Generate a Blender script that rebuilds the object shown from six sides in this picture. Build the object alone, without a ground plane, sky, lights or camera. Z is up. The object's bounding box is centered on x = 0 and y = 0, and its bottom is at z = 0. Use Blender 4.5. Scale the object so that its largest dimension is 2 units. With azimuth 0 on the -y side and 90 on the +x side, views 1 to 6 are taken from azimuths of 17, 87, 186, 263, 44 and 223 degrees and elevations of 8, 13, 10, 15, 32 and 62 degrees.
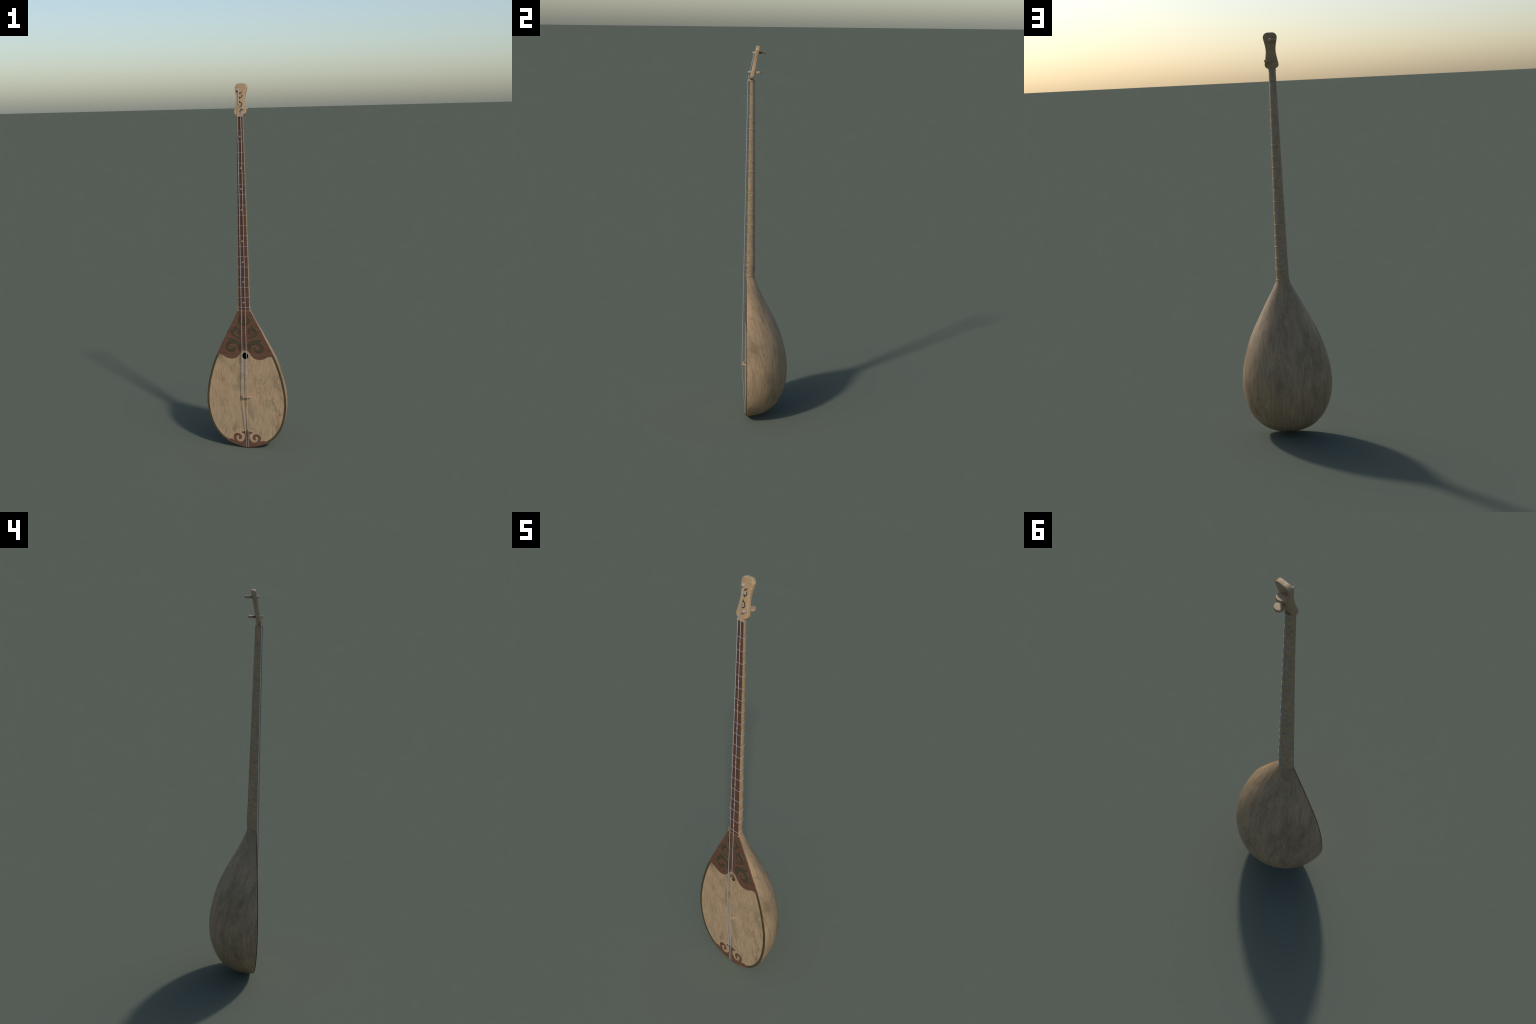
# Long-necked two-string lute: half-round bowl, flat soundboard with inlays, tied frets.
import bpy, math, random
import numpy as np
from mathutils import Vector

random.seed(7)
for o in list(bpy.data.objects):
    bpy.data.objects.remove(o, do_unlink=True)

# ------------------------------------------------------------------ profiles
def spline(x, y, q):
    """natural-ish cubic spline through (x, y) evaluated at q"""
    x = np.asarray(x, float); y = np.asarray(y, float); q = np.asarray(q, float)
    n = len(x); h = np.diff(x); A = np.zeros((n, n)); b = np.zeros(n)
    A[0, 0] = 2 * h[0]; A[0, 1] = h[0]; b[0] = 3 * (y[1] - y[0])
    A[-1, -1] = 2 * h[-1]; A[-1, -2] = h[-1]; b[-1] = 3 * (y[-1] - y[-2])
    for i in range(1, n - 1):
        A[i, i - 1] = h[i]; A[i, i] = 2 * (h[i] + h[i - 1]); A[i, i + 1] = h[i - 1]
        b[i] = 3 * (h[i] * (y[i] - y[i - 1]) / h[i - 1] + h[i - 1] * (y[i + 1] - y[i]) / h[i])
    m = np.linalg.solve(A, b)
    i = np.clip(np.searchsorted(x, q) - 1, 0, n - 2); t = (q - x[i]) / h[i]
    return ((2*t**3 - 3*t**2 + 1) * y[i] + (t**3 - 2*t**2 + t) * h[i] * m[i]
            + (-2*t**3 + 3*t**2) * y[i + 1] + (t**3 - t**2) * h[i] * m[i + 1])

Z_TOP = 1.8225            # top of the neck
Z_JOINT = 0.775           # neck meets soundboard
Z_SPLIT = 0.7938          # lowest fret, where bowl wood turns into neck wood
Y_RIM = -0.1000           # plane of the bowl's rim
Y_FACE = -0.1030          # front of the soundboard inlays

def neck_half(z):  return 0.0322 + (z - 0.80) * (0.0170 - 0.0322) / (1.8225 - 0.80)
def board_y(z):    return -0.1034 + 0.0133 * (z - 0.775)            # fingerboard front
def neck_front(z): return board_y(z) + 0.0013
def neck_back(z):  return -0.0562 - 0.0079 * (z - 0.79)

# (height, half width, depth) of the bowl, then the neck rows
PROF = [(0.0, 0.0, 0.0), (0.002, 0.0215, 0.026), (0.008, 0.0475, 0.054), (0.0205, 0.0880, 0.0888),
        (0.0387, 0.1275, 0.1305), (0.0627, 0.1572, 0.1596), (0.0925, 0.1823, 0.1823),
        (0.128, 0.2020, 0.1991), (0.1767, 0.2178, 0.2155), (0.2333, 0.2266, 0.2232),
        (0.2977, 0.2263, 0.2232), (0.3699, 0.2155, 0.2123), (0.45, 0.1940, 0.1927),
        (0.5249, 0.1652, 0.1642), (0.6055, 0.1245, 0.1238), (0.6771, 0.0876, 0.0869),
        (0.7296, 0.0587, 0.0630), (0.750, 0.0482, 0.0545), (0.764, 0.0412, 0.0500), (0.773, 0.0364, 0.0470), (0.785, 0.0333, 0.0447)]
def rim_y(z):
    z = np.asarray(z, float)
    k = np.clip((z - 0.74) / 0.06, 0, 1); k = k * k * (3 - 2 * k)
    return Y_RIM * (1 - k) + neck_front(z) * k
for z in (0.83, 0.90, 1.05, 1.25, 1.45, 1.65, Z_TOP):
    PROF.append((z, neck_half(z), neck_back(z) - float(rim_y(z))))
_u = np.sqrt([p[0] for p in PROF])
def half_w(z): return spline(_u, [p[1] for p in PROF], np.sqrt(np.maximum(z, 0)))
def depth(z):  return spline(_u, [p[2] for p in PROF], np.sqrt(np.maximum(z, 0)))
def section_pow(z):
    k = np.clip((np.asarray(z) - 0.70) / 0.2, 0, 1)
    return 2.0 + 0.35 * k

def outline_normal(z):
    """in-plane outward normal (nx, nz) of the right half outline"""
    u = np.sqrt(np.maximum(z, 1e-9)); e = 1e-4
    w1 = spline(_u, [p[1] for p in PROF], u + e)
    w0 = spline(_u, [p[1] for p in PROF], np.maximum(u - e, 0))
    dz = (u + e)**2 - np.maximum(u - e, 0)**2
    tx, tz = w1 - w0, dz
    L = np.hypot(tx, tz)
    return tz / L, -tx / L

# ------------------------------------------------------------------ helpers
root = bpy.data.objects.new("long_necked_lute", None)
bpy.context.scene.collection.objects.link(root)
root["label"] = "long-necked two-string wooden lute with scroll inlays"
root["category"] = "musical instrument"

def add_obj(name, mesh, mat, parent=None, angle=35):
    o = bpy.data.objects.new(name, mesh)
    bpy.context.scene.collection.objects.link(o)
    o.parent = parent or root
    if mat and not mesh.materials: mesh.materials.append(mat)
    if angle is not None:
        mesh.polygons.foreach_set("use_smooth", [True] * len(mesh.polygons))
        mesh.set_sharp_from_angle(angle=math.radians(angle))
    return o

def curve_mesh(cu):
    ob = bpy.data.objects.new("tmp", cu)
    bpy.context.scene.collection.objects.link(ob)
    dg = bpy.context.evaluated_depsgraph_get()
    me = bpy.data.meshes.new_from_object(ob.evaluated_get(dg))
    bpy.data.objects.remove(ob, do_unlink=True)
    bpy.data.curves.remove(cu)
    me.materials.clear()
    return me

def tube(pts, r, res=6, cyclic=False):
    cu = bpy.data.curves.new("c", 'CURVE'); cu.dimensions = '3D'
    cu.bevel_depth = r; cu.bevel_resolution = res // 2; cu.use_fill_caps = True
    sp = cu.splines.new('POLY'); sp.points.add(len(pts) - 1)
    for p, q in zip(sp.points, pts): p.co = (*q, 1)
    sp.use_cyclic_u = cyclic
    return curve_mesh(cu)

def plate(loops, y_back, y_front, bevel=0.0):
    """flat piece standing in the XZ plane: loops of (x, z), first outer, others holes"""
    cu = bpy.data.curves.new("c", 'CURVE'); cu.dimensions = '2D'; cu.fill_mode = 'BOTH'
    t = abs(y_back - y_front) / 2
    cu.extrude = t - bevel; cu.bevel_depth = bevel; cu.bevel_resolution = 2; cu.offset = -bevel
    for L in loops:
        sp = cu.splines.new('POLY'); sp.points.add(len(L) - 1)
        for p, q in zip(sp.points, L): p.co = (q[0], q[1], 0, 1)
        sp.use_cyclic_u = True
    me = curve_mesh(cu)
    yc = (y_back + y_front) / 2
    for v in me.vertices:
        x, z, d = v.co; v.co = (x, yc - d, z)
    return me

def smooth_loop(pts, corners=(), n=6):
    """closed Catmull-Rom through pts, sharp at the given corner indices"""
    N = len(pts); P = [np.array(p, float) for p in pts]; out = []
    for i in range(N):
        p1, p2 = P[i], P[(i + 1) % N]
        p0 = P[i - 1] if i not in corners else 2 * p1 - p2
        p3 = P[(i + 2) % N] if ((i + 1) % N) not in corners else 2 * p2 - p1
        for k in range(n):
            t = k / n
            out.append(tuple(0.5 * (2*p1 + (p2 - p0)*t + (2*p0 - 5*p1 + 4*p2 - p3)*t*t
                                    + (3*p1 - p0 - 3*p2 + p3)*t**3)))
    return out

def smooth_open(pts, n=6):
    P = [np.array(p, float) for p in pts]; out = []
    for i in range(len(P) - 1):
        p1, p2 = P[i], P[i + 1]
        p0 = P[i - 1] if i else 2 * p1 - p2
        p3 = P[i + 2] if i + 2 < len(P) else 2 * p2 - p1
        for k in range(n):
            t = k / n
            out.append(tuple(0.5 * (2*p1 + (p2 - p0)*t + (2*p0 - 5*p1 + 4*p2 - p3)*t*t
                                    + (3*p1 - p0 - 3*p2 + p3)*t**3)))
    out.append(tuple(P[-1]))
    return out

def ribbon(spine, widths, n=6):
    """outline of a stroke with varying width along a smooth spine"""
    k = len(spine[0])
    S = np.array(smooth_open([(*p, w) for p, w in zip(spine, widths)], n))
    T = np.gradient(S[:, :2], axis=0); T /= np.linalg.norm(T, axis=1)[:, None]
    Nn = np.stack([-T[:, 1], T[:, 0]], 1); h = S[:, 2:3] / 2
    return [tuple(p) for p in S[:, :2] + Nn * h] + [tuple(p) for p in (S[:, :2] - Nn * h)[::-1]]

def mirror(loop): return [(-x, z) for x, z in loop][::-1]
def mm(*pts): return [(a / 1000.0, b / 1000.0) for a, b in pts]

# ------------------------------------------------------------------ materials
def new_mat(name):
    m = bpy.data.materials.new(name); m.use_nodes = True
    nt = m.node_tree; nt.nodes.clear()
    out = nt.nodes.new("ShaderNodeOutputMaterial"); b = nt.nodes.new("ShaderNodeBsdfPrincipled")
    nt.links.new(b.outputs[0], out.inputs[0])
    return m, nt, b

def N(nt, kind, **kw):
    n = nt.nodes.new(kind)
    for k, v in kw.items():
        if k.startswith("i_"):
            n.inputs[k[2:].replace("_", " ")].default_value = v
        else: setattr(n, k, v)
    return n

def noise(nt, scale, detail=4, rough=0.55, dist=0.0, offset=(0, 0, 0)):
    tc = nt.nodes.new("ShaderNodeTexCoord"); mp = nt.nodes.new("ShaderNodeMapping")
    mp.inputs["Scale"].default_value = scale; mp.inputs["Location"].default_value = offset
    nz = nt.nodes.new("ShaderNodeTexNoise")
    nz.inputs["Scale"].default_value = 1.0; nz.inputs["Detail"].default_value = detail
    nz.inputs["Roughness"].default_value = rough; nz.inputs["Distortion"].default_value = dist
    nt.links.new(tc.outputs["Object"], mp.inputs[0]); nt.links.new(mp.outputs[0], nz.inputs["Vector"])
    return nz.outputs["Fac"]

def ramp(nt, fac, stops):
    r = nt.nodes.new("ShaderNodeValToRGB"); e = r.color_ramp.elements
    while len(e) < len(stops): e.new(0.5)
    for el, (p, c) in zip(e, stops):
        el.position = p; el.color = (*c, 1) if len(c) == 3 else c
    nt.links.new(fac, r.inputs[0])
    return r.outputs[0]

def mix(nt, a, b, fac, mode='MIX'):
    m = nt.nodes.new("ShaderNodeMix"); m.data_type = 'RGBA'; m.blend_type = mode
    for s, v in ((m.inputs[6], a), (m.inputs[7], b), (m.inputs[0], fac)):
        if isinstance(v, (int, float)): s.default_value = v
        elif isinstance(v, tuple): s.default_value = (*v, 1)
        else: nt.links.new(v, s)
    return m.outputs[2]

def grey(a): return (a, a, a)

def bump(nt, b, h, strength, dist=0.0006):
    bp = nt.nodes.new("ShaderNodeBump"); bp.inputs["Strength"].default_value = strength
    bp.inputs["Distance"].default_value = dist
    nt.links.new(h, bp.inputs["Height"]); nt.links.new(bp.outputs[0], b.inputs["Normal"])

def axis_mask(nt, axis, lo, hi):
    tc = nt.nodes.new("ShaderNodeTexCoord"); sx = nt.nodes.new("ShaderNodeSeparateXYZ")
    nt.links.new(tc.outputs["Object"], sx.inputs[0])
    mr = nt.nodes.new("ShaderNodeMapRange"); mr.interpolation_type = 'SMOOTHSTEP'
    mr.inputs[1].default_value = lo; mr.inputs[2].default_value = hi
    nt.links.new(sx.outputs[axis], mr.inputs[0])
    return mr.outputs[0]

def math_node(nt, op, a, b):
    m = nt.nodes.new("ShaderNodeMath"); m.operation = op
    for s, v in zip(m.inputs, (a, b)):
        if isinstance(v, (int, float)): s.default_value = v
        else: nt.links.new(v, s)
    return m.outputs[0]

def wood(name, light, dark, stain, grain, broad, spots, seed=0.0, rough=0.55,
         stain_amt=0.55, grain_amt=1.0, edge_wear=False, spec=0.3):
    m, nt, b = new_mat(name)
    off = (seed, seed * 1.7, seed * 0.6)
    # fine fibres
    f = noise(nt, grain, 6, 0.65, 0.15, off)
    base = mix(nt, dark, light, ramp(nt, f, [(0.30, grey(0.0)), (0.68, grey(1.0))]))
    # broad warm / cool bands
    w = noise(nt, broad, 3, 0.5, 0.3, off)
    tint = ramp(nt, w, [(0.30, (1.03, 0.975, 0.92)), (0.52, (1.0, 1.0, 1.0)), (0.72, (0.93, 0.97, 0.95))])
    base = mix(nt, base, tint, grain_amt, 'MULTIPLY')
    # grey-green smudges
    s = noise(nt, spots, 5, 0.62, 0.6, (off[0] + 3, off[1], off[2]))
    sm = ramp(nt, s, [(0.54, grey(0.0)), (0.80, grey(1.0))])
    amt = math_node(nt, 'MULTIPLY', sm, stain_amt)
    if edge_wear:
        cl = ramp(nt, noise(nt, (9, 4, 7), 3, 0.6, 0.3, (3.1, 0, 6.4)), [(0.40, grey(0.30)), (0.60, grey(1.0))])
        right = math_node(nt, 'MULTIPLY', axis_mask(nt, 0, 0.08, 0.20), axis_mask(nt, 2, 0.47, 0.40))
        cl = math_node(nt, 'MAXIMUM', cl, right)
        k = noise(nt, (60, 20, 46), 5, 0.7, 0.4, (1.3, 0, 4.1))
        k1 = math_node(nt, 'MULTIPLY', ramp(nt, k, [(0.52, grey(0.0)), (0.66, grey(1.0))]), right)
        k2 = noise(nt, (20, 10, 14), 6, 0.72, 0.3, (8.2, 0, 1.7))
        m2 = math_node(nt, 'MULTIPLY', ramp(nt, k2, [(0.47, grey(0.0)), (0.66, grey(0.80))]), cl)
        amt = math_node(nt, 'MAXIMUM', math_node(nt, 'MULTIPLY', amt, cl), m2)
        amt = math_node(nt, 'MAXIMUM', amt, math_node(nt, 'MULTIPLY', k1, 0.9))
    base = mix(nt, base, stain, amt)
    nt.links.new(base, b.inputs["Base Color"])
    b.inputs["Roughness"].default_value = rough
    b.inputs["Specular IOR Level"].default_value = spec
    bump(nt, b, f, 0.25)
    return m

def bowl_wood():
    """grain flows with the carved bowl: streaks lie along lines of constant  x + A * angle round the bowl"""
    m, nt, b = new_mat("bowl_wood")
    tc = nt.nodes.new("ShaderNodeTexCoord"); sx = nt.nodes.new("ShaderNodeSeparateXYZ")
    nt.links.new(tc.outputs["Object"], sx.inputs[0])
    ang = math_node(nt, 'ARCTAN2', sx.outputs[0], math_node(nt, 'ADD', sx.outputs[1], 0.105))
    q = math_node(nt, 'ADD', sx.outputs[0], math_node(nt, 'MULTIPLY', ang, 0.15))
    cv = nt.nodes.new("ShaderNodeCombineXYZ")
    nt.links.new(q, cv.inputs[0]); nt.links.new(sx.outputs[1], cv.inputs[1]); nt.links.new(sx.outputs[2], cv.inputs[2])
    def flow(scale, det, ro, off, dist=0.2):
        mp = nt.nodes.new("ShaderNodeMapping"); mp.inputs["Scale"].default_value = scale
        mp.inputs["Location"].default_value = off
        nz = nt.nodes.new("ShaderNodeTexNoise"); nz.inputs["Scale"].default_value = 1.0
        nz.inputs["Detail"].default_value = det; nz.inputs["Roughness"].default_value = ro
        nz.inputs["Distortion"].default_value = dist
        nt.links.new(cv.outputs[0], mp.inputs[0]); nt.links.new(mp.outputs[0], nz.inputs["Vector"])
        return nz.outputs["Fac"]
    fine = flow((150, 6, 14.0), 6, 0.72, (5, 2, 3))
    mid = flow((50, 6, 9.0), 6, 0.72, (1, 7, 4), 0.5)
    base = mix(nt, (0.240, 0.161, 0.095), (0.410, 0.288, 0.170), ramp(nt, fine, [(0.28, grey(0)), (0.70, grey(1))]))
    base = mix(nt, base, ramp(nt, mid, [(0.36, grey(0.72)), (0.56, grey(1.0))]), 0.85, 'MULTIPLY')
    w = noise(nt, (13, 12, 5.5), 5, 0.65, 0.4, (4, 1, 2))
    base = mix(nt, base, ramp(nt, w, [(0.32, (0.73, 0.71, 0.66)), (0.48, (0.97, 0.97, 0.96)), (0.66, (1.09, 1.06, 0.99))]), 1.0, 'MULTIPLY')
    sp = noise(nt, (46, 42, 24), 6, 0.7, 0.6, (2, 9, 1))
    am = math_node(nt, 'MULTIPLY', ramp(nt, sp, [(0.55, grey(0)), (0.72, grey(1))]), 0.75)
    base = mix(nt, base, (0.130, 0.098, 0.062), am)
    nt.links.new(base, b.inputs["Base Color"])
    b.inputs["Roughness"].default_value = 0.5; b.inputs["Specular IOR Level"].default_value = 0.3
    bump(nt, b, fine, 0.15)
    return m

M_BOARD = wood("soundboard_wood", (0.425, 0.303, 0.184), (0.255, 0.177, 0.106), (0.120, 0.098, 0.060),
               (190, 30, 15), (30, 10, 3.5), (42, 20, 20), 0.0, 0.6, 0.95, 1.0, True)
M_BOWL = bowl_wood()
M_NECK = wood("neck_wood", (0.415, 0.295, 0.172), (0.25, 0.172, 0.098), (0.13, 0.095, 0.060),
              (42, 42, 100), (22, 22, 24), (44, 44, 40), 9.1, 0.5, 0.9)
M_HEAD = wood("headstock_wood", (0.42, 0.29, 0.170), (0.30, 0.198, 0.112), (0.19, 0.125, 0.072),
              (14, 14, 140), (10, 10, 30), (20, 20, 45), 2.4, 0.5, 0.55)
M_PALE = wood("peg_wood", (0.375, 0.262, 0.155), (0.27, 0.182, 0.106), (0.19, 0.13, 0.08),
              (60, 160, 160), (20, 20, 20), (40, 40, 40), 3.3, 0.5, 0.3)
M_RED = wood("mahogany_veneer", (0.142, 0.068, 0.041), (0.074, 0.036, 0.023), (0.052, 0.029, 0.020),
             (14, 20, 210), (9, 10, 40), (16, 10, 50), 7.7, 0.5, 0.75)
M_FINGER = wood("fingerboard_veneer", (0.120, 0.056, 0.035), (0.058, 0.028, 0.019), (0.040, 0.021, 0.015),
                (20, 20, 260), (30, 12, 22), (40, 10, 12), 1.9, 0.5, 0.75)

def plain(name, c1, c2, scale, rough, seed=0.0, metallic=0.0, bump_s=0.15):
    m, nt, b = new_mat(name)
    f = noise(nt, scale, 4, 0.6, 0.2, (seed, seed, seed))
    nt.links.new(ramp(nt, f, [(0.3, c1), (0.7, c2)]), b.inputs["Base Color"])
    b.inputs["Roughness"].default_value = rough
    b.inputs["Metallic"].default_value = metallic
    b.inputs["Specular IOR Level"].default_value = 0.3
    if bump_s: bump(nt, b, f, bump_s)
    return m
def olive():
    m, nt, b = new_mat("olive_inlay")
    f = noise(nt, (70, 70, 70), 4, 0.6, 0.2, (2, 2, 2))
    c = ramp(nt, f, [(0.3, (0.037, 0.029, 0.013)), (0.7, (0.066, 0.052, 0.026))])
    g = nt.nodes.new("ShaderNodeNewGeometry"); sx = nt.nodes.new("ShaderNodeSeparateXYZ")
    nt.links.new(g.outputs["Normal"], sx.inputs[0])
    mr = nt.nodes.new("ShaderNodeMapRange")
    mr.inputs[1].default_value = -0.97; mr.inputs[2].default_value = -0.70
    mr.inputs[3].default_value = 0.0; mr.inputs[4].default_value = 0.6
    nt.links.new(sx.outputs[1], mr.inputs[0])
    nt.links.new(mix(nt, c, (0.16, 0.135, 0.078), mr.outputs[0]), b.inputs["Base Color"])  # bevel faces tinted paler: rim highlight painted into the base colour
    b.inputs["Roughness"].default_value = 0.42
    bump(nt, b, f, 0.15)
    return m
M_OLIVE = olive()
M_BIND = plain("dark_binding", (0.049, 0.036, 0.018), (0.066, 0.050, 0.026), (60, 60, 60), 0.5, 4.0)
M_OUTLINE = plain("dark_outline", (0.040, 0.019, 0.013), (0.052, 0.025, 0.017), (60, 60, 60), 0.6, 6.0)
M_INK = plain("dark_scrollwork", (0.034, 0.030, 0.020), (0.060, 0.054, 0.038), (120, 120, 120), 0.6, 1.0)
M_BONE = plain("bone_dot", (0.44, 0.34, 0.21), (0.52, 0.41, 0.27), (120, 120, 120), 0.5, 3.0)
M_STEEL = plain("steel_wire", (0.30, 0.30, 0.31), (0.35, 0.35, 0.36), (200, 200, 30), 0.5, 0.0, 0.15, 0.0)

# ------------------------------------------------------------------ bowl + neck, one lofted skin
zs_b = list(Z_SPLIT * np.linspace(0, 1, 150)[1:]**2)
zs_b[0:0] = [zs_b[0] * 0.25]
zs_n = list(np.linspace(Z_SPLIT, Z_TOP, 110))[1:]
zs = np.array(zs_b + zs_n); nb = len(zs_b)
NPH = 97
ph = np.linspace(0, math.pi, NPH)
W, D, YR, PW = half_w(zs), depth(zs), rim_y(zs), section_pow(zs)
NX, NZ = outline_normal(zs)
def inset_at(z): return -0.0002 + 0.0024 * np.exp(-np.asarray(z, float) / 0.03)
INS = inset_at(zs)
# the rim rolls forward a little before the soundboard sits on it (fades out on the neck)
fade = np.clip((Z_JOINT + 0.012 - zs) / 0.03, 0, 1)
rows = []
for i in range(len(zs)):
    c, s = np.cos(ph), np.sin(ph); e = 2.0 / PW[i]
    x = W[i] * np.sign(c) * np.abs(c)**e; y = YR[i] + D[i] * np.abs(s)**e
    z = np.full(NPH, zs[i])
    lipx, lipz, lipy = [], [], []
    for k, dy in ((1.0, 0.0004), (0.45, 0.0003), (0.12, 0.0001)):
        a = 0.0012 * k * fade[i]
        lipx.append(W[i] - NX[i] * a); lipz.append(zs[i] - NZ[i] * a)
        lipy.append(YR[i] - dy * max(fade[i], 1e-3))
    rows.append(([*lipx, *x, *[-q for q in lipx[::-1]]],
                 [*lipy, *y, *lipy[::-1]], [*lipz, *z, *lipz[::-1]]))
NC = NPH + 6
verts = [Vector((r[0][j], r[1][j], r[2][j])) for r in rows for j in range(NC)]
pole = len(verts); verts.append(Vector((0, Y_RIM, 0.0)))
faces = []
for i in range(len(zs) - 1):
    for j in range(NC - 1):
        faces.append((i*NC + j, i*NC + j + 1, (i+1)*NC + j + 1, (i+1)*NC + j))
for j in range(NC - 1):
    faces.append((j + 1, j, pole))
full = bpy.data.meshes.new("full"); full.from_pydata([tuple(v) for v in verts], [], faces); full.update()
normals = [Vector(v.normal) for v in full.vertices]
# make sure the normals look outwards
flip = sum(1 for f in full.polygons if f.normal.dot(f.center - Vector((0, Y_RIM, f.center.z))) < 0) > len(faces) / 2
if flip:
    faces = [f[::-1] for f in faces]; normals = [-n for n in normals]
bpy.data.meshes.remove(full)
normals[pole] = Vector((0, -0.1, -1)).normalized()

def cut(name, sel, mat, extra=None):
    used = sorted({v for f in sel for v in f}); idx = {v: k for k, v in enumerate(used)}
    vs = [tuple(verts[v]) for v in used]; ns = [normals[v] for v in used]
    fs = [tuple(idx[v] for v in f) for f in sel]
    if extra:
        for quad, nrm in extra:
            b0 = len(vs); vs += quad; ns += [Vector(nrm)] * len(quad); fs.append(tuple(range(b0, b0 + len(quad))))
    me = bpy.data.meshes.new(name); me.from_pydata(vs, [], fs); me.update()
    o = add_obj(name, me, mat, angle=None)
    me.polygons.foreach_set("use_smooth", [True] * len(me.polygons))
    me.normals_split_custom_set_from_vertices([tuple(n.normalized()) for n in ns])
    return o
cut_row = nb - 1
low = [f for f in faces if max(v // NC for v in f if v != pole) <= cut_row]
high = [f for f in faces if max(v // NC for v in f if v != pole) > cut_row]
cut("bowl", low, M_BOWL)
# flat front of the neck and its end grain
za, zb = 0.7738, Z_TOP
fr = []
za = 0.7738
zz = np.linspace(za, zb, 30)
for a, b_ in zip(zz[:-1], zz[1:]):
    wa, wb = float(half_w(a)) - 0.0002, float(half_w(b_)) - 0.0002
    fr.append(([(-wa, neck_front(a) - 0.0002, a), (wa, neck_front(a) - 0.0002, a),
                (wb, neck_front(b_) - 0.0002, b_), (-wb, neck_front(b_) - 0.0002, b_)], (0, -1, 0)))
top = rows[-1]
fr.append(([(top[0][j], top[1][j], top[2][j]) for j in range(NC)], (0, 0, 1)))
cut("neck", high, M_NECK, fr)

# ------------------------------------------------------------------ soundboard
def board_side(z0, z1, n, extra=0.0):
    """right-hand board edge from height z0 up to z1"""
    u = np.linspace(math.sqrt(z0), math.sqrt(z1), n)
    z = u**2; w = half_w(z); nx, nz = outline_normal(z); a = inset_at(z) + extra
    x = w - nx * a; zz_ = z - nz * a
    k = x > 1e-4
    return [(float(p), float(q)) for p, q in zip(x[k], zz_[k])]

BOARD_TOP = 0.7742
def board_loop(extra):
    r = [p for p in board_side(0.0, 0.80, 150, extra) if p[1] < BOARD_TOP - extra * 0.5]
    xt = r[-1][0]
    return r + [(xt, BOARD_TOP - extra * 0.5)] + [(-xt, BOARD_TOP - extra * 0.5)] + [(-x, z) for x, z in r[::-1]]

HOLE = (0.0, 0.5225, 0.0172, 0.0190)
hole = [(HOLE[0] + HOLE[2] * math.cos(t), HOLE[1] + HOLE[3] * math.sin(t))
        for t in np.linspace(0, 2 * math.pi, 49)[:-1]]
add_obj("soundboard", plate([board_loop(0.0025), hole], -0.0996, Y_FACE + 0.0004, 0.0004), M_BOARD)

# mahogany panel with the wavy lower edge
WAVE = mm((0, 554.4), (12, 551.5), (22, 544.0), (30, 534), (38, 522.5), (47, 513.5), (60, 507.2),
          (72, 504.8), (84, 504.4), (96, 506), (108, 510.2), (120, 516.5), (131, 522.2), (143, 525), (152, 523.3), (160.5, 522))
wave_r = smooth_open(WAVE, 6)
side = [p for p in board_side(0.40, 0.80, 160, -0.0001) if 0.5235 < p[1] < BOARD_TOP]
r = wave_r[1:] + side + [(side[-1][0], BOARD_TOP)]
panel = [wave_r[0]] + r + [(-x, z) for x, z in r[::-1]]
add_obj("upper_panel", plate([panel], -0.0986, Y_FACE - 0.0002, 0.0007), M_RED)

# dark binding along both edges
def binding(sign):
    outer = board_side(0.031, 0.5285, 120); inner = board_side(0.031, 0.5285, 120, 0.0119)
    L = outer + inner[::-1]
    return L if sign > 0 else mirror(L)
for sgn in (1, -1):
    add_obj("binding", plate([binding(sgn)], -0.0987, Y_FACE, 0.0007), M_BIND)

# tail ornament: a base band with two curling horns and a lily between
HORN = mm((0, 104.8), (3.2, 101), (5.2, 93), (12, 92.6), (20.4, 92.4), (28.6, 90), (34.2, 85.6),
          (25, 81.6), (16.8, 78.2), (13.0, 73.5), (12.2, 66), (12.2, 58), (15.1, 48.8), (21.8, 39.6), (31.2, 32.8),
          (40.5, 31.0), (50, 33.2), (57.4, 39.6), (62, 48.4), (63.2, 56.5), (60.8, 62.8), (54, 65.4),
          (48.4, 63), (46.6, 59.6), (48.6, 54.8), (50.2, 49.8), (47.3, 45.6), (41.8, 43.9),
          (36.5, 46.4), (32, 53), (30.8, 60.7), (33.2, 68.4), (39.5, 75.4), (48.5, 79.6),
          (57.7, 80.0), (67, 77.2), (74.6, 71.3), (79.2, 63), (79.6, 54), (77.1, 44.8), (76.2, 37.4),
          (83.8, 40.9), (92.5, 44.5), (101.2, 44.2), (109.5, 42.0), (116, 40.0), (121, 38.6))
CORN = {0, 3, 6, 9, 40, 46}
hr = []
seg = []
for i, p in enumerate(HORN):
    seg.append(p)
    if (i in CORN and i) or i == len(HORN) - 1:
        q = smooth_open(seg, 5) if len(seg) > 2 else seg
        hr += q if not hr else q[1:]
        seg = [p]
low_edge = [p for p in board_side(0.0, 0.05, 60, -0.0002) if p[0] < 0.1215]
r = hr + low_edge[::-1]
orn = r + [(-x, z) for x, z in r[1:][::-1]]
add_obj("tail_ornament", plate([orn], -0.0986, Y_FACE - 0.0003, 0.0007), M_RED)

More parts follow.
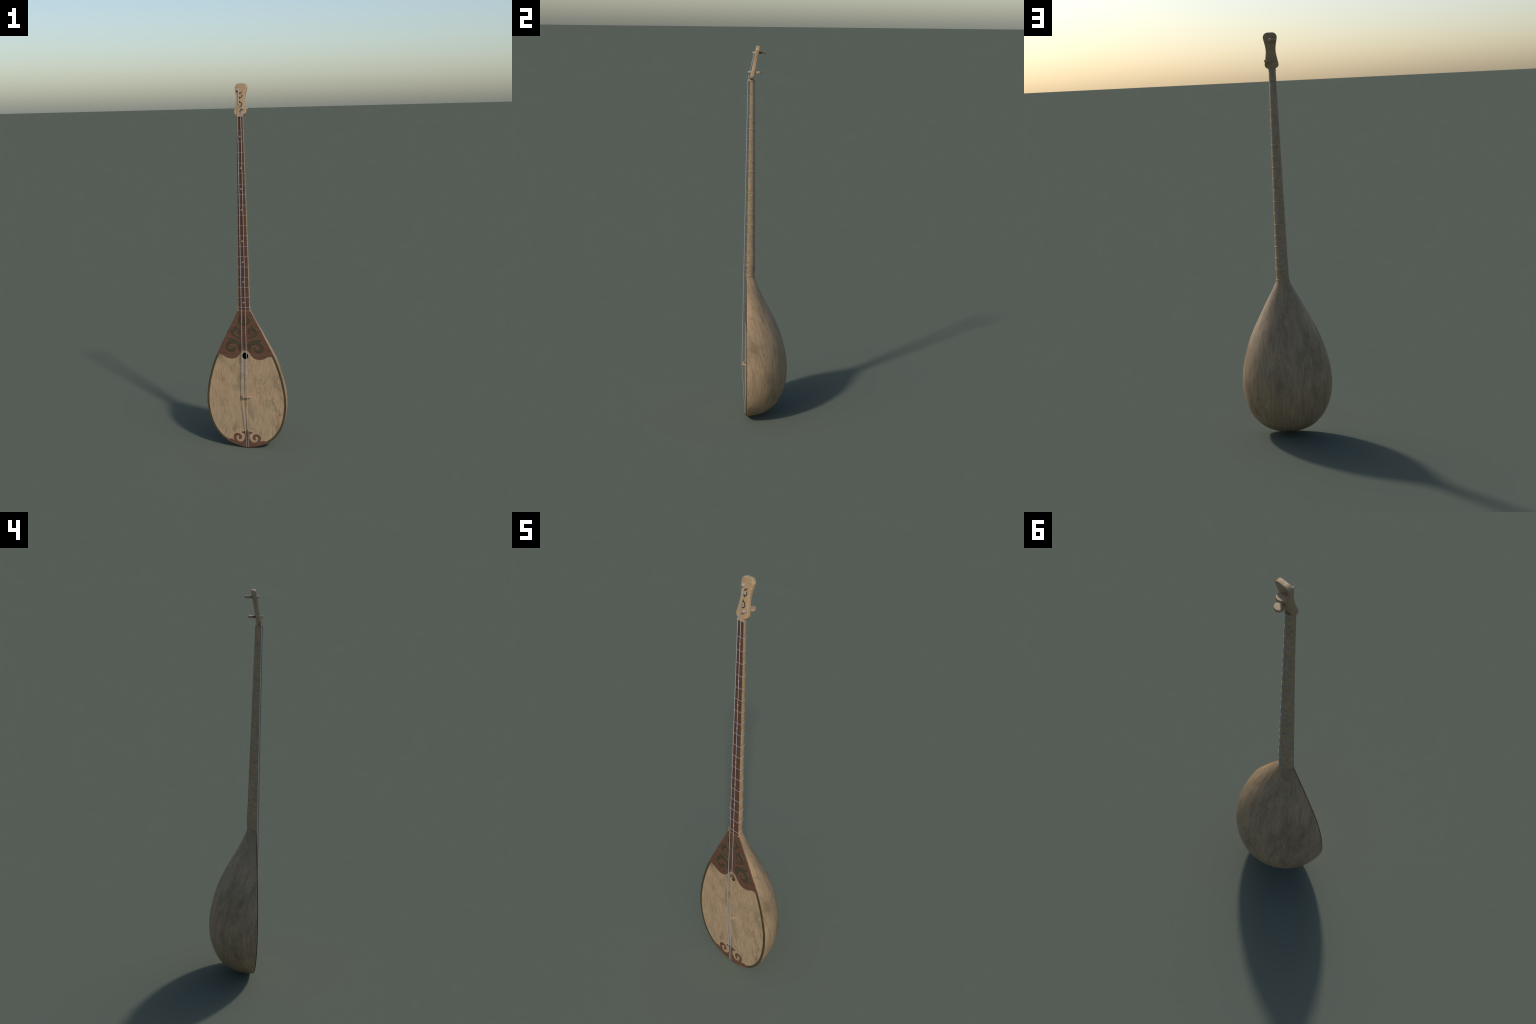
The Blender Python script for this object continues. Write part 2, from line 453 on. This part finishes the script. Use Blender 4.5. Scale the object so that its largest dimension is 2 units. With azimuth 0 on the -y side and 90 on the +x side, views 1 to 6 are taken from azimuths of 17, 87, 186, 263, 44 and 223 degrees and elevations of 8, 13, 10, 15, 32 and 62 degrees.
# olive scrolls on the panel, each over a slightly wider dark brown outline strip
BIG = mm((33, 549), (27.5, 554), (20.5, 567), (18.4, 583.5), (23, 597.4), (34.5, 608), (50, 614.8), (68, 617.6), (98, 620.3),
         (97, 613.5), (88, 605.4), (97.8, 598.8), (107.4, 584.8), (110.4, 570.7), (106.3, 556.6),
         (94.4, 545.5), (80, 542.7), (64.5, 546.8), (55, 559), (52.6, 571.6), (58, 577.3),
         (64.4, 572), (69, 563), (78, 559.4), (87.7, 564), (91.2, 574.2), (87, 585), (75.2, 590.3),
         (60.8, 591.6), (47, 586.8), (38.4, 578.6), (35.3, 568), (34.5, 558))
UPR = mm((45.4, 699), (51.7, 688), (61.8, 679.2), (72, 668.3), (75.4, 655.6), (71, 642.8), (60.7, 632.9),
         (46.5, 627.1), (22.5, 620.1), (26.8, 627), (38, 633.8), (51, 639.6), (58.3, 648.6), (58.2, 659.6),
         (51, 667.9), (41, 670.2), (33.4, 665.5), (32.8, 658), (37.5, 651.5), (42.9, 649.2), (39.9, 644.6),
         (31, 645.2), (23.1, 654.4), (20.2, 666), (24.4, 675.2), (35.7, 681.4))
TRI = mm((0, 750.4), (4, 745), (5.4, 737), (5.2, 716), (8.5, 704.8), (13.5, 706.5), (19.5, 712.5), (22.5, 723.5), (21.5, 734), (15.0, 741.5), (18.0, 749.5),
         (25.5, 744.5), (31, 738.5), (34.4, 722.7), (30, 709.5), (20.5, 701.5), (10, 697.8), (4, 694.5), (0, 691.6))
tri_r = smooth_loop(TRI, {0, 4, 10, 18}, 5)[:-5] + [TRI[-1]]
trident = tri_r + [(-x, z) for x, z in tri_r[1:-1][::-1]]
def fatten(loop, d):
    P = np.array(loop); T = np.roll(P, -1, 0) - np.roll(P, 1, 0); T /= np.linalg.norm(T, axis=1)[:, None] + 1e-12
    nrm = np.stack([T[:, 1], -T[:, 0]], 1)
    area = np.sum(P[:, 0] * np.roll(P[:, 1], -1) - np.roll(P[:, 0], -1) * P[:, 1])
    return [tuple(p) for p in P + nrm * (d if area > 0 else -d)]
for base, corners in ((BIG, {0, 8, 10, 20}), (UPR, {0, 8, 19})):
    L = smooth_loop(base, corners, 5)
    for loop in (L, mirror(L)):
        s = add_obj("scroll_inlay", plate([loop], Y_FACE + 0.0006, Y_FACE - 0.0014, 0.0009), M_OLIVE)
        add_obj("scroll_dark_outline", plate([fatten(loop, 0.0011)], Y_FACE + 0.0007, Y_FACE - 0.0004), M_OUTLINE, s)
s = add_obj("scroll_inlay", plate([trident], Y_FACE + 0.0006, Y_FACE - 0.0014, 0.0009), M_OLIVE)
add_obj("scroll_dark_outline", plate([fatten(trident, 0.0011)], Y_FACE + 0.0007, Y_FACE - 0.0004), M_OUTLINE, s)

# ------------------------------------------------------------------ fingerboard, dots, frets
def tilt_to_neck(me, y_ref):
    """lean a plate built at y_ref back along the neck's front plane"""
    for v in me.vertices:
        v.co.y += board_y(v.co.z) - y_ref
    return me
z0, z1 = 0.7772, Z_TOP - 0.001
fb = [(neck_half(z) - 0.0018 + (0.0006 if z < 0.8 else 0), z) for z in np.linspace(z0, z1, 40)]
me = plate([fb + [(-x, z) for x, z in fb[::-1]]], 0.0019, 0.0, 0.0003)
finger = add_obj("fingerboard", tilt_to_neck(me, 0.0), M_FINGER)
for z in (1.7199, 1.5514, 1.4396, 1.3271, 1.158, 1.0436, 0.935, 0.8213):
    c = [(-0.0003 + 0.0043 * math.cos(t), z + 0.0045 * math.sin(t)) for t in np.linspace(0, 2*math.pi, 21)[:-1]]
    add_obj("marker_dot", tilt_to_neck(plate([c], 0.0008, -0.0004, 0.0002), 0.0), M_BONE, finger)

def neck_loop(z, off):
    w, d, yr, p = float(half_w(z)) + off, float(depth(z)) + off, float(rim_y(z)), float(section_pow(z))
    e = 2 / p; pts = []
    for t in np.linspace(0, math.pi, 33):
        c, s = math.cos(t), math.sin(t)
        pts.append((w * math.copysign(abs(c)**e, c), yr + d * abs(s)**e, z))
    yf = board_y(z) - off
    pts += [(-w + 0.0006, yf, z), (-w * 0.5, yf, z), (0, yf, z), (w * 0.5, yf, z), (w - 0.0006, yf, z)]
    return pts
FRETS = [1.7497, 1.6915, 1.6345, 1.5774, 1.5210, 1.4655, 1.4100, 1.3535, 1.2985, 1.2430,
         1.1870, 1.1300, 1.0732, 1.0170, 0.9615, 0.9055, 0.8491, 0.7945]
for z in FRETS:
    add_obj("fret", tube(neck_loop(z, 0.0004), 0.00095, 6, True), M_STEEL)
add_obj("fret", tube(neck_loop(1.8215, 0.0010), 0.0012, 6, True), M_STEEL)
back = [(0.0, float(rim_y(z) + depth(z)) + 0.0008, z) for z in np.linspace(1.8215, 0.7945, 60)]
add_obj("back_wire", tube(back, 0.00095), M_STEEL)

# ------------------------------------------------------------------ nut
nz0, nz1 = 1.8228, 1.8285
nl = []
for t in np.linspace(0, math.pi, 25):
    c, s = math.cos(t), math.sin(t)
    nl.append((0.0182 * math.copysign(abs(c)**0.85, c), -0.0880 + 0.0254 * abs(s)**0.85))
nl += [(-0.0176, -0.0945), (-0.0165, -0.0968), (0.0165, -0.0968), (0.0176, -0.0945)]
vs = [(x, y, nz0) for x, y in nl] + [(x, y, nz1) for x, y in nl]; n = len(nl)
fs = [tuple(range(n))[::-1], tuple(range(n, 2*n))] + [(i, (i+1) % n, n + (i+1) % n, n + i) for i in range(n)]
me = bpy.data.meshes.new("nut"); me.from_pydata(vs, [], fs); me.update()
o = add_obj("nut", me, M_PALE)
bv = o.modifiers.new("Bevel", 'BEVEL'); bv.width = 0.0008; bv.segments = 2; bv.harden_normals = True

# ------------------------------------------------------------------ headstock
TILT = 0.0329 / 0.1646
ang = math.atan(TILT); H0 = 1.8285
def head_front(z): return -0.0888 + TILT * (z - 1.8352)
HEAD = mm((0, 2000), (7, 2000), (14.0, 1999.7), (21.6, 1997.2), (27.8, 1992.0), (31.6, 1984.5), (32.9, 1976.3), (30.0, 1960.4),
          (26.0, 1942), (23.6, 1925), (23.5, 1909), (25.6, 1892.5), (28.8, 1875), (32.0, 1859), (33.1, 1850),
          (31.2, 1841.6), (25.6, 1835.2), (18.0, 1831.2), (15.4, 1829.6), (14.6, 1824.0))
hr_ = smooth_open(HEAD, 6)
loop = hr_[1:] + [(-x, z) for x, z in hr_[1:][::-1]]
me = plate([loop], 0.0186, 0.0, 0.0024)
for v in me.vertices:                              # lean back
    d = v.co.y; z = v.co.z
    v.co.y = head_front(z) + d
for v in me.vertices: v.co.z -= (v.co.y - head_front(v.co.z)) * 0.10
head = add_obj("headstock", me, M_HEAD, angle=50)

def head_stroke(spine, widths):
    me = plate([ribbon(spine, widths, 6)], 0.0006, -0.0004, 0.0001)
    for v in me.vertices: v.co.y += head_front(v.co.z)
    return me
STROKES = [
    (mm((-8, 1944.5), (-2, 1947), (5, 1951.6), (11.6, 1957.2)), (3, 4.4, 3.6, 0.6)),
    (mm((2.6, 1942), (8, 1938.6), (9.6, 1933.5), (8, 1928.2), (3, 1925.2), (-3, 1925), (-8, 1929)), (1.0, 3.0, 3.6, 3.6, 3.6, 3.4, 1.6)),
    (mm((-3, 1926.5), (-2, 1920), (-0.6, 1914.5)), (6, 3.6, 0.6)),
    (mm((-2.6, 1910.8), (-2.6, 1905), (-3, 1899)), (0.6, 3.0, 6)),
    (mm((-8.5, 1898.8), (-3, 1900.6), (3.4, 1898.4), (8, 1893), (9.4, 1886.5), (7.4, 1880.2), (1.5, 1876.6), (-7.5, 1874)), (2, 3.6, 3.8, 4.0, 4.0, 3.8, 3.4, 1.2)),
    (mm((-6.4, 1888.6), (-7.6, 1885.4), (-6.6, 1882)), (0.8, 2.8, 1.0)),
]
for sp, w in STROKES:
    add_obj("head_ornament", head_stroke(sp, [a * 1.45 / 1000 for a in w]), M_INK, head)

# ------------------------------------------------------------------ tuning pegs
def peg(x, z, y_tip, y_end, R=0.0172, thick=0.0112):
    yc = y_end - R
    # round disc, lying flat
    prof = [(0.0, thick/2), (R - 0.0010, thick/2), (R, thick/2 - 0.0010)]
    prof += [(a, -b) for a, b in prof[::-1]]
    NS = 48; vs = []; fs = []
    for a, h in prof:
        for k in range(NS):
            t = 2*math.pi*k/NS
            vs.append((x + max(a, 1e-5) * math.cos(t), yc + max(a, 1e-5) * math.sin(t), z + h))
    for i in range(len(prof) - 1):
        for k in range(NS):
            fs.append((i*NS + k, i*NS + (k+1) % NS, (i+1)*NS + (k+1) % NS, (i+1)*NS + k)[::-1])
    me = bpy.data.meshes.new("tuning_peg"); me.from_pydata(vs, [], fs); me.update()
    o = add_obj("tuning_peg", me, M_PALE, head)
    # tapered shaft with rounded tip
    sp = [(y_tip, 0.0), (y_tip, 0.0040), (y_tip + 0.0008, 0.0049), (y_tip + 0.03, 0.0049), (yc - R*0.7, 0.0053)]
    vs = []; fs = []; NS = 24
    for yy, rr in sp:
        for k in range(NS):
            t = 2*math.pi*k/NS
            vs.append((x + max(rr, 1e-5)*math.cos(t), yy, z + max(rr, 1e-5)*math.sin(t)))
    for i in range(len(sp) - 1):
        for k in range(NS):
            fs.append((i*NS + k, i*NS + (k+1) % NS, (i+1)*NS + (k+1) % NS, (i+1)*NS + k))
    me = bpy.data.meshes.new("peg_shaft"); me.from_pydata(vs, [], fs); me.update()
    add_obj("peg_shaft", me, M_PALE, o)
PEG_U = (-0.0148, 1.9640); PEG_L = (0.0153, 1.8668)
peg(*PEG_U, -0.0767, -0.0040)
peg(*PEG_L, -0.1017, -0.0270)

# ------------------------------------------------------------------ bridge (arched foot)
B_Z, B_T = 0.2935, 0.0084
bx = [(-0.0305, -0.1022), (-0.0190, -0.1212), (-0.0130, -0.1218), (0.0130, -0.1218), (0.0200, -0.1212), (0.0315, -0.1022),
      (0.0165, -0.1022), (0.0105, -0.1085), (0.0, -0.1095), (-0.0105, -0.1080), (-0.0160, -0.1022)]
n = len(bx)
vs = [(x, y, B_Z - B_T/2 * (1.0 if y > -0.115 else 0.8)) for x, y in bx] + [(x, y, B_Z + B_T/2 * (1.0 if y > -0.115 else 0.8)) for x, y in bx]
fs = [tuple(range(n)), tuple(range(n, 2*n))[::-1]] + [(i, n + i, n + (i+1) % n, (i+1) % n) for i in range(n)]
me = bpy.data.meshes.new("bridge"); me.from_pydata(vs, [], fs); me.update()
o = add_obj("bridge", me, M_PALE)
bv = o.modifiers.new("Bevel", 'BEVEL'); bv.width = 0.0006; bv.segments = 2; bv.limit_method = 'ANGLE'; bv.harden_normals = True

# ------------------------------------------------------------------ strings: tail, bridge, nut, wound on the peg
def string(sgn, pegc, y_in, y_coil0, y_coil1, turns, hit_ang, spin):
    px, pz = pegc; rr = 0.0047
    pts = [(sgn * 0.0046, -0.1015, 0.0035), (sgn * 0.0046, -0.1040, 0.0062), (sgn * 0.0048, -0.1048, 0.010)]
    pts += [(sgn * 0.0127, -0.1227, 0.2945), (sgn * 0.0088, -0.0982, 1.8262), (sgn * 0.0088, -0.0974, 1.8286)]
    n = int(turns * 20)
    for k in range(n + 1):
        f = k / n; t = hit_ang + spin * 2 * math.pi * turns * f
        # winds forward then back, as a tight coil
        y = y_in + (y_coil0 - y_in) * min(1, f / 0.35) if f < 0.35 else y_coil0 + (y_coil1 - y_coil0) * (f - 0.35) / 0.65
        pts.append((px + rr * math.cos(t), y, pz + rr * math.sin(t)))
    return add_obj("string", tube(pts, 0.00135, 6), M_STEEL)
string(-1, PEG_U, -0.0668, -0.0630, -0.0738, 8, 0.0, 1)
string(1, PEG_L, -0.0895, -0.0835, -0.0955, 8, math.pi, -1)
